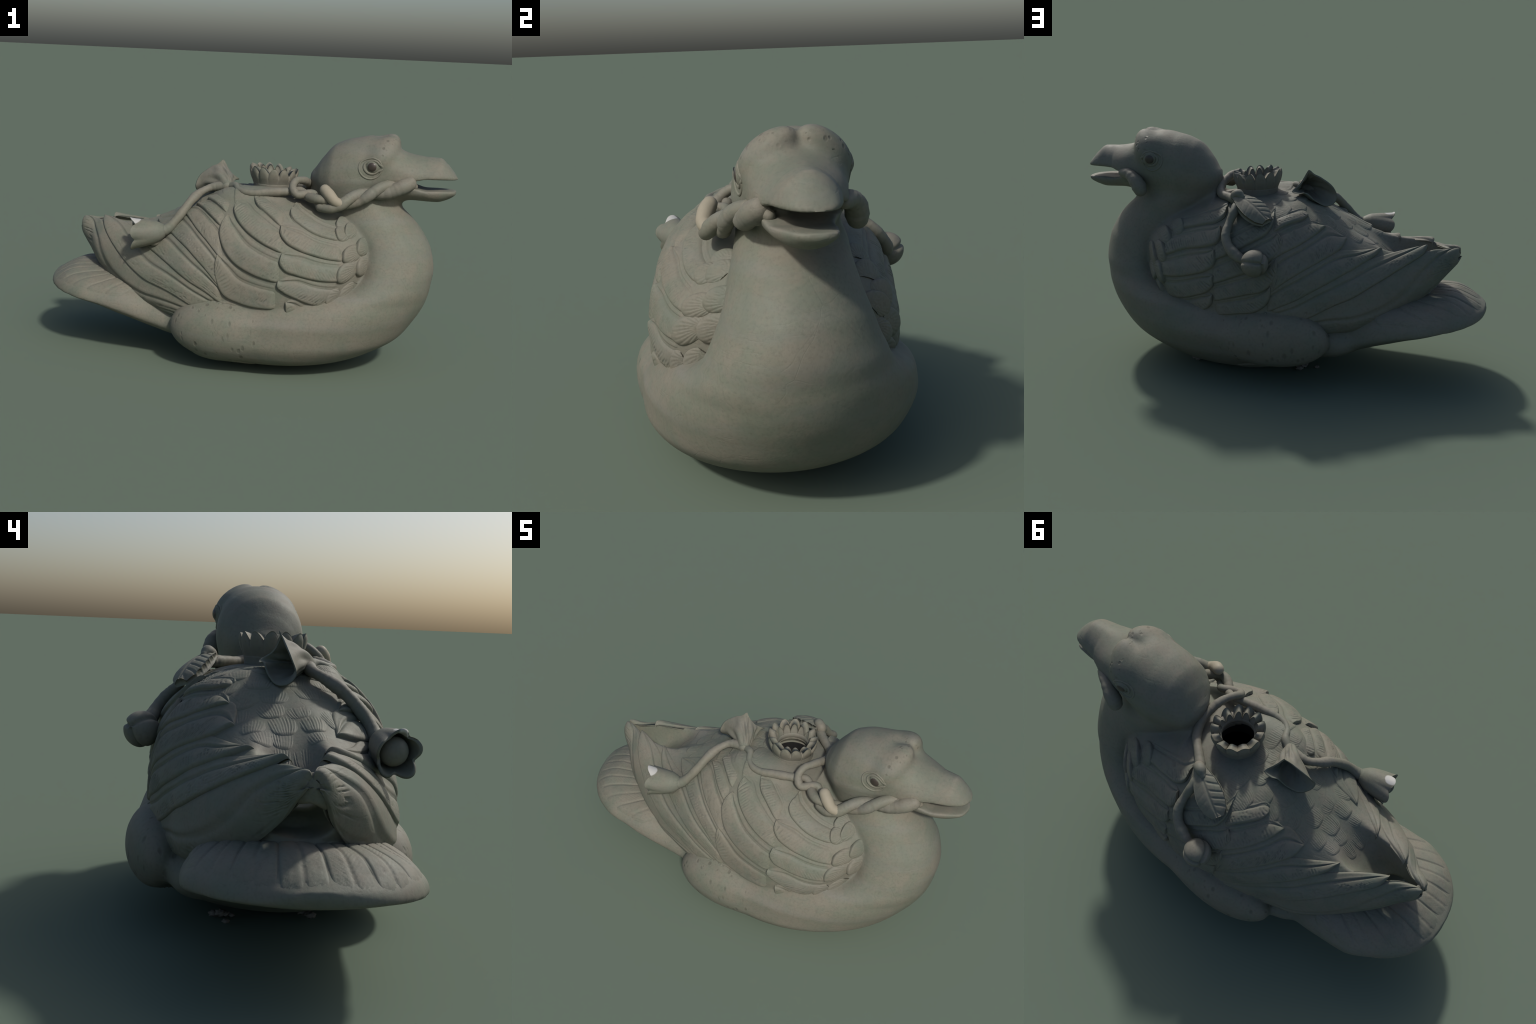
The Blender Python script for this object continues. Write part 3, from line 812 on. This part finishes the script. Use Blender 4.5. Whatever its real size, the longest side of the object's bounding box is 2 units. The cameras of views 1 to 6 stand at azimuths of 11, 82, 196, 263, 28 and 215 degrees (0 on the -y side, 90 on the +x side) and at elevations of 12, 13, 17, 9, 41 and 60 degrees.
def tail_feather(a0, a1, rng):
    ns, nt = 130, 30
    s = np.linspace(0, 1, ns)[:, None]; t = np.linspace(0, 1, nt)[None, :]
    A = RAD(a0 + (a1 - a0) * t)
    reach = np.linspace(0.05, 0.9, 400)
    lim = []
    for a in A.ravel():
        xx, yy = -0.22 - reach * np.cos(a), reach * np.sin(a)
        z_, v = tail_top(xx, yy); ok = (v < 0.965) & (xx > -0.992)
        lim.append(reach[ok].max())
    R = 0.17 + s * (np.array(lim)[None, :] - 0.17)
    X, Y = -0.22 - R * np.cos(A), R * np.sin(A)
    Z, _ = tail_top(X, Y)
    e = 0.004
    N = np.stack([-(tail_top(X + e, Y)[0] - tail_top(X - e, Y)[0]) / (2 * e), -(tail_top(X, Y + e)[0] - tail_top(X, Y - e)[0]) / (2 * e), np.ones_like(X)], -1)
    N = np.clip(N, -2.2, 2.2)
    N /= np.linalg.norm(N, axis=-1, keepdims=True)
    w = R * np.radians(abs(a1 - a0))
    ed = np.minimum(t, 1 - t) * w
    H = 0.004 + 0.003 * np.sin(np.pi * t) ** 0.7 - 0.0055 * (1 - np.clip(ed / 0.009, 0, 1)) ** 2 + 0 * s
    H += rng.uniform(-0.0015, 0.0015) - 0.005 * np.clip(1 - s / 0.2, 0, 1)
    H = H - 0.010 * np.clip((s - 0.86) / 0.14, 0, 1) ** 2
    H -= 0.003 * np.exp(-((t - 0.5) / 0.05) ** 2)
    q = R / 0.017 + np.abs(t - 0.5) * w / 0.017 * 1.4 + rng.random() + 0.3 * np.sin(R / 0.05)
    k = np.floor(q).astype(int) % 60
    H -= 0.0022 * rng.uniform(0, 1, 60)[k] * np.maximum(np.cos(2 * np.pi * q), 0) ** 2 * np.clip(ed / 0.012, 0, 1)
    P = np.stack([X, Y, Z], -1)
    Vp, Fp = plate(P + N * H[..., None], P - N * 0.008)
    add("tail_feather", Vp, Fp if a1 > a0 else Fp[:, ::-1], M_PLUME, BODY["tail"])

rng = np.random.default_rng(9)
edges = [-47, -33, -22, -12.5, -3, 7, 17, 28, 43]
for a0, a1 in zip(edges[:-1], edges[1:]):
    tail_feather(a0, a1, rng)

# ---------------------------------------------------------------- eyes
def on_body(p):
    loc, nrm, _, _ = BVH.find_nearest(Vector(p)); return np.array(loc), np.array(nrm)

def uv_ball(c, r, axis, flat=1.0, seg=28, rings=18, rfun=None):
    axis = np.array(axis, float); axis /= np.linalg.norm(axis)
    u = np.cross(axis, [0.1, 0.2, 1.0]); u /= np.linalg.norm(u); w = np.cross(axis, u)
    th = np.linspace(0.02, np.pi - 0.02, rings)[:, None]; ph = np.linspace(0, 2 * np.pi, seg, endpoint=False)[None, :]
    k = np.ones((rings, seg)) * r if rfun is None else r * rfun(th, ph)
    P = np.array(c) + (k * np.cos(th) * flat)[..., None] * axis + (k * np.sin(th) * np.cos(ph))[..., None] * u + (k * np.sin(th) * np.sin(ph))[..., None] * w
    g = np.arange(rings * seg).reshape(rings, seg); h = np.roll(g, -1, 1)
    F = np.stack([g[:-1], g[1:], h[1:], h[:-1]], -1).reshape(-1, 4).tolist() + [list(g[0]), list(g[-1][::-1])]
    return P.reshape(-1, 3), F

def lid_ring(c, n, rad, thick, corner, squash=0.86):
    f = np.array([1.0, 0, -0.12]); f -= n * (f @ n); f /= np.linalg.norm(f); g = np.cross(n, f); g *= np.sign(g[2])
    pts = []
    for a in np.linspace(0, 2 * np.pi, 33):
        q = rad * (1 + corner * np.exp(-(min(a, 2 * np.pi - a) / 0.35) ** 2))
        p = c + f * q * np.cos(a) + g * q * squash * np.sin(a)
        loc, nr = on_body(p + n * 0.01)
        pts.append(loc - nr * thick * 0.25)
    return tube_mesh(pts, [thick * 0.6] + [thick] * 31 + [thick * 0.6], seg=10, step=0.004)

for c in ((0.604, -0.158, 0.990), (0.607, 0.158, 1.008)):
    p, n = on_body(c)
    V1, F1 = uv_ball(p - n * 0.010, 0.034, n, 0.62); eye = add("eye", V1, F1, M_BODY, BODY["head"])
    V1, F1 = uv_ball(p + n * 0.001, 0.0235, n, 0.52); add("pupil", V1, F1, M_PUPIL, eye)
    V1, F1 = lid_ring(p, n, 0.037, 0.0068, 0.50); add("eyelid", V1, F1, M_BODY, BODY["head"])
    V1, F1 = lid_ring(p - np.array([0.006, 0, 0.005]), n, 0.055, 0.0050, 0.0, 0.92); add("eyelid", V1, F1, M_BODY, BODY["head"])

# ---------------------------------------------------------------- lotus cup round the filling hole
CUP = np.array([0.118, -0.010])
def cup_outer(z):
    return pchip([0.78, 0.84, 0.865, 0.90, 0.935, 0.965], [0.104, 0.098, 0.101, 0.112, 0.119, 0.121], z)
ph = np.linspace(0, 2 * np.pi, 120, endpoint=False)
prof = [(0.118, 0.790), (0.106, 0.815), (0.098, 0.840), (0.101, 0.868), (0.110, 0.895), (0.100, 0.910), (0.084, 0.904), (0.073, 0.893), (0.069, 0.882), (0.074, 0.868), (0.088, 0.850), (0.092, 0.79)]
ring = np.stack([np.stack([CUP[0] + r * np.cos(ph), CUP[1] + r * np.sin(ph), np.full_like(ph, zz)], -1) for r, zz in prof])
g = np.arange(ring.shape[0] * 120).reshape(-1, 120); h = np.roll(g, -1, 1); g2 = np.roll(g, -1, 0); h2 = np.roll(h, -1, 0)
cup = add("lotus_cup", ring.reshape(-1, 3), np.stack([g, h, h2, g2], -1).reshape(-1, 4), M_VINE)
rng = np.random.default_rng(3)
NP = 13
for i in range(NP):
    a0 = 2 * np.pi * (i + 0.12 + rng.normal(0, 0.04)) / NP
    half = np.pi / NP * rng.uniform(0.98, 1.06)
    nt, nh = 17, 16
    a = np.linspace(-1, 1, nt)[:, None]; hh = np.linspace(0, 1, nh)[None, :]
    mid = 2 * np.pi * i / NP
    lip = 0.911 - 0.010 * np.cos(mid)                       # the mouth dips toward the bird's head
    tall = rng.uniform(0.029, 0.038); lean = rng.uniform(-0.25, 0.25)
    ztop = lip + tall * np.maximum(1 - np.abs(a - lean * (1 - a * a)) ** 2.0, 0)
    zz = 0.862 + (ztop - 0.862) * hh
    ro = cup_outer(zz.ravel()).reshape(zz.shape) + 0.006 * (1 - a ** 4) * np.clip(hh * 1.3, 0, 1) ** 0.7 - 0.010 * hh ** 4
    ri = 0.073 + (ro - 0.030 - 0.073) * np.clip((zz - 0.888) / 0.06, 0, 1) ** 1.2
    ri = np.minimum(ri, ro - 0.012)
    an = a0 + a * half
    out = np.stack([CUP[0] + ro * np.cos(an), CUP[1] + ro * np.sin(an), zz], -1)
    inn = np.stack([CUP[0] + ri * np.cos(an), CUP[1] + ri * np.sin(an), zz - 0.008 * hh], -1)
    Vp, Fp = plate(out, inn)
    add("petal", Vp, Fp, M_VINE, cup)

# ---------------------------------------------------------------- vine
vine = bpy.data.objects.new("lotus_vine", None); vine.parent = ROOT; col_scene.objects.link(vine)
def stem(name, pts, radii, seed=0, mat=None, lump=0.15, seg=16):
    Vt, Ft = tube_mesh(pts, radii, seg=seg, lump=lump, seed=seed)
    return add(name, Vt, Ft, mat or M_VINE, vine)

PAIR = np.array([(0.318, -0.172, 0.850), (0.345, -0.203, 0.830), (0.385, -0.236, 0.815), (0.43, -0.238, 0.810), (0.476, -0.225, 0.815),
                 (0.527, -0.208, 0.834), (0.579, -0.190, 0.858), (0.644, -0.167, 0.882), (0.70, -0.145, 0.895), (0.775, -0.117, 0.909)])
def strand(phase, r, upto):
    d = np.r_[0, np.cumsum(np.linalg.norm(np.diff(PAIR, axis=0), axis=1))]; s = np.linspace(0, d[-1] * upto, 26)
    C = np.stack([catmull(d, PAIR[:, i], s) for i in range(3)], 1)
    T = np.gradient(C, axis=0); T /= np.linalg.norm(T, axis=1, keepdims=True)
    U = np.cross(T, [0, 0, 1.0]); U /= np.linalg.norm(U, axis=1, keepdims=True); W = np.cross(U, T)
    a = phase + s / d[-1] * 2 * np.pi * 1.75
    am = 0.018 * np.clip(1.05 - 0.25 * s / d[-1], 0, 1)
    return C + (np.cos(a) * am)[:, None] * U + (np.sin(a) * am)[:, None] * W
s1 = strand(2.4, 0.02, 1.0); s2 = strand(2.4 + np.pi, 0.02, 0.93)
rad = lambda n, a, b: list(np.linspace(a, b, n))
loop = [(0.155, 0.200, 0.838), (0.216, 0.140, 0.838), (0.270, 0.086, 0.838), (0.297, 0.02, 0.858), (0.292, -0.04, 0.880), (0.272, -0.105, 0.898), (0.248, -0.150, 0.898), (0.240, -0.182, 0.875), (0.262, -0.208, 0.845)]
P1 = loop + [tuple(p) for p in s1[1:]]
stem("vine_strand", P1, [0.020] * 5 + [0.019] * 4 + rad(25, 0.021, 0.029), 1)
cross = [(-0.075, -0.108, 0.845), (-0.050, -0.125, 0.852), (-0.020, -0.178, 0.842), (0.015, -0.203, 0.836), (0.060, -0.208, 0.834), (0.110, -0.200, 0.840), (0.165, -0.190, 0.845), (0.225, -0.176, 0.850), (0.275, -0.165, 0.856)]
stem("vine_strand", cross + [tuple(p) for p in s2[1:]], [0.019] * 9 + rad(25, 0.021, 0.029), 2)
stem("vine_knob", [(0.70, -0.150, 0.892), (0.745, -0.128, 0.904), (0.785, -0.114, 0.912), (0.800, -0.104, 0.905)], [0.028, 0.031, 0.026, 0.018], 3)
stem("broken_stem", [(0.478, -0.248, 0.818), (0.450, -0.256, 0.832), (0.425, -0.248, 0.856), (0.400, -0.232, 0.878)], [0.022, 0.024, 0.026, 0.025], 4, M_BREAK, 0.05)
stem("broken_stem", [(0.775, 0.110, 0.925), (0.730, 0.135, 0.925), (0.693, 0.158, 0.905), (0.668, 0.168, 0.878), (0.658, 0.172, 0.858)], [0.022, 0.031, 0.036, 0.038, 0.033], 5, M_VINE, 0.12)
stem("flower_stalk", [(-0.095, -0.105, 0.845), (-0.135, -0.100, 0.840), (-0.172, -0.104, 0.832), (-0.213, -0.138, 0.812), (-0.245, -0.190, 0.778), (-0.270, -0.232, 0.735), (-0.300, -0.266, 0.688), (-0.345, -0.288, 0.640), (-0.375, -0.296, 0.632)], [0.022, 0.021, 0.021, 0.022, 0.022, 0.021, 0.021, 0.024, 0.03], 6)
stem("bud_stalk", [(0.152, 0.205, 0.835), (0.146, 0.270, 0.806), (0.160, 0.312, 0.754), (0.162, 0.357, 0.710), (0.142, 0.388, 0.672), (0.103, 0.408, 0.638), (0.055, 0.422, 0.616), (0.02, 0.432, 0.610)], [0.018, 0.020, 0.021, 0.021, 0.021, 0.021, 0.021, 0.023], 7)

def shell(outer, inner, caps=True):
    """Closed cup: outer and inner skins (ns, nphi), joined round the mouth, capped at the stem."""
    ns, nf = outer.shape[:2]
    Vs = np.concatenate([outer.reshape(-1, 3), inner.reshape(-1, 3)])
    g = np.arange(ns * nf).reshape(ns, nf); h = np.roll(g, -1, 1); k = ns * nf
    F = np.concatenate([np.stack([g[:-1], h[:-1], h[1:], g[1:]], -1).reshape(-1, 4), np.stack([g[:-1], g[1:], h[1:], h[:-1]], -1).reshape(-1, 4) + k,
                        np.stack([g[-1], h[-1], h[-1] + k, g[-1] + k], -1)]).tolist()
    return Vs, F + [list(g[0][::-1]), list(g[0] + k)]

def lofted_flower(name, spine, radii, rim, thick, mat, pw=2.2, nphi=72, ns=34, ripple=0.0):
    """Cup whose stem circle opens into a free space curve (its lip)."""
    rim = np.array(rim, float); n = len(rim)
    idx = np.linspace(0, n, nphi, endpoint=False)
    ext = np.concatenate([rim[-2:], rim, rim[:3]]); kk = np.arange(-2, n + 3).astype(float)
    lip = np.stack([catmull(kk, ext[:, i], idx) for i in range(3)], 1)
    c1 = lip.mean(0); c0 = np.array(spine[0]); ax = c1 - c0; ax /= np.linalg.norm(ax)
    def ringat(f):
        cen = np.array(catmull3(spine, f)); tan = np.array(catmull3(spine, min(f + 0.05, 1))) - np.array(catmull3(spine, max(f - 0.05, 0))); tan /= np.linalg.norm(tan)
        d = lip - c1; d = d - np.outer(d @ tan, tan); d /= np.linalg.norm(d, axis=1, keepdims=True)
        return cen, d
    out, inn = [], []
    for f in np.linspace(0, 1, ns):
        cen, d = ringat(f)
        r = pchip(np.linspace(0, 1, len(radii)), radii, np.array([f]))[0]
        tubep = cen + d * r
        w = f ** pw
        P = tubep * (1 - w) + lip * w
        if ripple:
            an = np.linspace(0, 2 * np.pi, nphi, endpoint=False)
            P = P + d * (ripple * np.sin(np.pi * min(f * 1.1, 1)) * (np.sin(7 * an + 5 * f) + 0.7 * np.sin(13 * an - 8 * f)))[:, None]
        out.append(P)
        th = thick * (1 - 0.45 * f)
        inn.append(P - d * min(th, r * 0.75) * (1 - 0.1 * w) if f < 1 else P - d * th * 0.6)
    return add(name, *shell(np.array(out), np.array(inn)), mat, vine)

def catmull3(pts, f):
    p = np.array(pts, float); k = np.linspace(0, 1, len(p))
    return [catmull(k, p[:, i], np.array([f]))[0] for i in range(3)]

# curled lotus leaf on the back
lofted_flower("curled_leaf", [(-0.088, -0.112, 0.848), (-0.112, -0.072, 0.860), (-0.138, -0.035, 0.864), (-0.158, 0.000, 0.866)], [0.023, 0.040, 0.055, 0.072],
              [(-0.071, 0.056, 0.860), (-0.094, 0.026, 0.884), (-0.112, 0.010, 0.906), (-0.130, 0.000, 0.942), (-0.146, 0.006, 0.958), (-0.168, -0.004, 0.938), (-0.204, -0.008, 0.920), (-0.254, -0.022, 0.878),
               (-0.272, -0.038, 0.826), (-0.260, -0.014, 0.792), (-0.226, 0.020, 0.788), (-0.180, 0.042, 0.817), (-0.140, 0.052, 0.852), (-0.105, 0.062, 0.852)],
              0.015, M_VINE, pw=2.4, nphi=112, ripple=0.003)
# drooping open flower on the right wing
FA = np.array([-0.97, -0.18, -0.12]); FA /= np.linalg.norm(FA)
FU = np.cross(FA, [0, 0, 1.0]); FU /= np.linalg.norm(FU); FW = np.cross(FU, FA)
rimc = np.array([-0.492, -0.316, 0.614])
rim = []
for i in range(40):
    a = 2 * np.pi * i / 40 + 0.35
    lob = 2 * np.abs(np.cos(2.5 * a - 0.785)) - 1.1
    r = 0.073 * (1 + 0.12 * lob)
    rim.append(rimc + FU * r * np.cos(a) * 0.95 + FW * r * np.sin(a) + FA * (0.011 * lob + 0.007 * np.sin(2 * a)))
flower = lofted_flower("lotus_flower", [(-0.350, -0.288, 0.636), (-0.385, -0.298, 0.630), (-0.43, -0.307, 0.622), tuple(rimc)], [0.030, 0.052, 0.062, 0.066], rim, 0.018, M_FLOWER, pw=3.0, nphi=100)
V1, F1 = uv_ball(rimc - FA * 0.034, 0.046, FA, 0.85); add("flower_heart", V1, F1, M_VINE, flower)
V1, F1 = uv_ball((-0.400, -0.285, 0.598), 0.042, FA, 0.8, rfun=lambda t, p: 1 + 0.08 * np.sin(4 * p)); add("clay_pad", V1, F1, M_VINE, flower)

# closed bud on the left wing: three sepals folded together
def bud_r(th, ph):
    d = np.abs((ph + 0.5 + np.pi / 3) % (2 * np.pi / 3) - np.pi / 3)
    return 1 - 0.17 * np.exp(-(d * np.maximum(np.sin(th), 0.15) / 0.13) ** 2) * np.clip((2.5 - th) / 0.6, 0, 1) + 0.03 * np.cos(th)
V1, F1 = uv_ball((0.004, 0.436, 0.610), 0.062, (-0.72, 0.62, 0.22), 1.0, 72, 48, bud_r)
add("lotus_bud", V1, F1, M_VINE, vine)

# folded leaf on the left wing
def leaf():
    base = np.array([0.158, 0.206, 0.862]); tip = np.array([-0.022, 0.312, 0.774])
    ax = tip - base; ln = np.linalg.norm(ax); ax /= ln
    wd = np.array([-0.089, -0.071, 0.022]); wd -= ax * (wd @ ax); wd /= np.linalg.norm(wd); nr = np.cross(ax, wd); nr *= np.sign(nr[2])
    ns, nt = 70, 41
    s = np.linspace(0, 1, ns)[:, None]; t = np.linspace(-1, 1, nt)[None, :]
    w = pchip([0, 0.12, 0.35, 0.6, 0.85, 1.0], [0.026, 0.034, 0.052, 0.060, 0.050, 0.026], s.ravel())[:, None]
    b = w * t
    ridge = np.clip(t, 0, 1)
    vein = s / 0.15 + 0.12 * np.sin(9 * s) - np.abs(t) * 0.9
    H = 0.016 * np.sin(np.pi * np.clip(s, 0, 1)) + 0.014 * (1 - t ** 2) - 0.003 * np.exp(-(t / 0.09) ** 2) * np.clip(s * 4, 0, 1)
    H = H - 0.0036 * np.maximum(np.cos(2 * np.pi * vein), 0) ** 2 * np.clip((np.abs(t) - 0.08) * 5, 0, 1) * np.where(t > 0, 1.0, 0.15) * np.clip(s * 5, 0, 1)
    P = base + (s * ln + 0 * t)[..., None] * ax + b[..., None] * wd
    top = P + H[..., None] * nr; bot = P - nr * 0.014 + 0.010 * ((1 - np.abs(t)) * np.ones_like(s))[..., None] * nr * 0
    Vp, Fp = plate(top, bot)
    o = add("lotus_leaf", Vp, Fp, M_VINE, vine)
    stem("leaf_stalk", [(0.165, 0.192, 0.835), (0.162, 0.203, 0.858), (0.145, 0.214, 0.872), (0.118, 0.230, 0.862)], [0.020, 0.022, 0.022, 0.012], 9)
leaf()

# ---------------------------------------------------------------- feet folded flat against the underside
for sy in (-1, 1):
    ns = nt = 40
    s = np.linspace(-1, 1, ns)[:, None]; t = np.linspace(-1, 1, nt)[None, :]
    c, nrm = on_body((-0.03, sy * 0.335, 0.08))
    f = np.array([1.0, -0.12 * sy, 0.05]); f -= nrm * (f @ nrm); f /= np.linalg.norm(f); g = np.cross(nrm, f)
    wq = 0.062 * np.sqrt(np.maximum(1 - s ** 2, 0)) * (1 - 0.25 * s)
    Q = c + (0.17 * s + 0 * t)[..., None] * f + (wq * t)[..., None] * g
    top = np.zeros_like(Q); bot = np.zeros_like(Q)
    for i in range(ns):
        for j in range(nt):
            a, b = on_body(Q[i, j]); e = (1 - s[i, 0] ** 4) * (1 - t[0, j] ** 4)
            top[i, j] = a + b * (-0.004 + 0.012 * e ** 0.5 - 0.004 * abs(np.sin(3 * np.pi * t[0, j])) * (s[i, 0] < 0.3) * e); bot[i, j] = a - b * 0.02
    Vp, Fp = plate(top, bot)
    add("foot", Vp, Fp, M_BODY, BODY["belly"])

# ---------------------------------------------------------------- grit left from the kiln stand, under the belly
def grit(c, seed):
    rng = np.random.default_rng(seed); Vs, Fs = [], []
    for i in range(6):
        p = np.array(c) + rng.normal(0, 1, 3) * (0.035, 0.022, 0.003); r = rng.uniform(0.010, 0.022)
        p[2] = max(p[2], r * 0.6)
        v, f = uv_ball(p, r, (0, 0, 1), 0.55, 14, 10, lambda t, q: 1 + 0.22 * np.sin(3 * q + 5 * t + i) + 0.15 * np.sin(7 * q - 4 * t))
        v[:, 2] = np.maximum(v[:, 2], 0.0)
        f = [[k + sum(len(a) for a in Vs) for k in q] for q in f]; Vs.append(v); Fs += f
    return np.concatenate(Vs), Fs
for n, c in enumerate([(-0.135, 0.155, 0.016), (0.375, 0.165, 0.014), (-0.16, -0.12, 0.018)]):
    Vg, Fg = grit(c, n); add("kiln_grit", Vg, Fg, M_GRIT, BODY["belly"], kind="stuff")
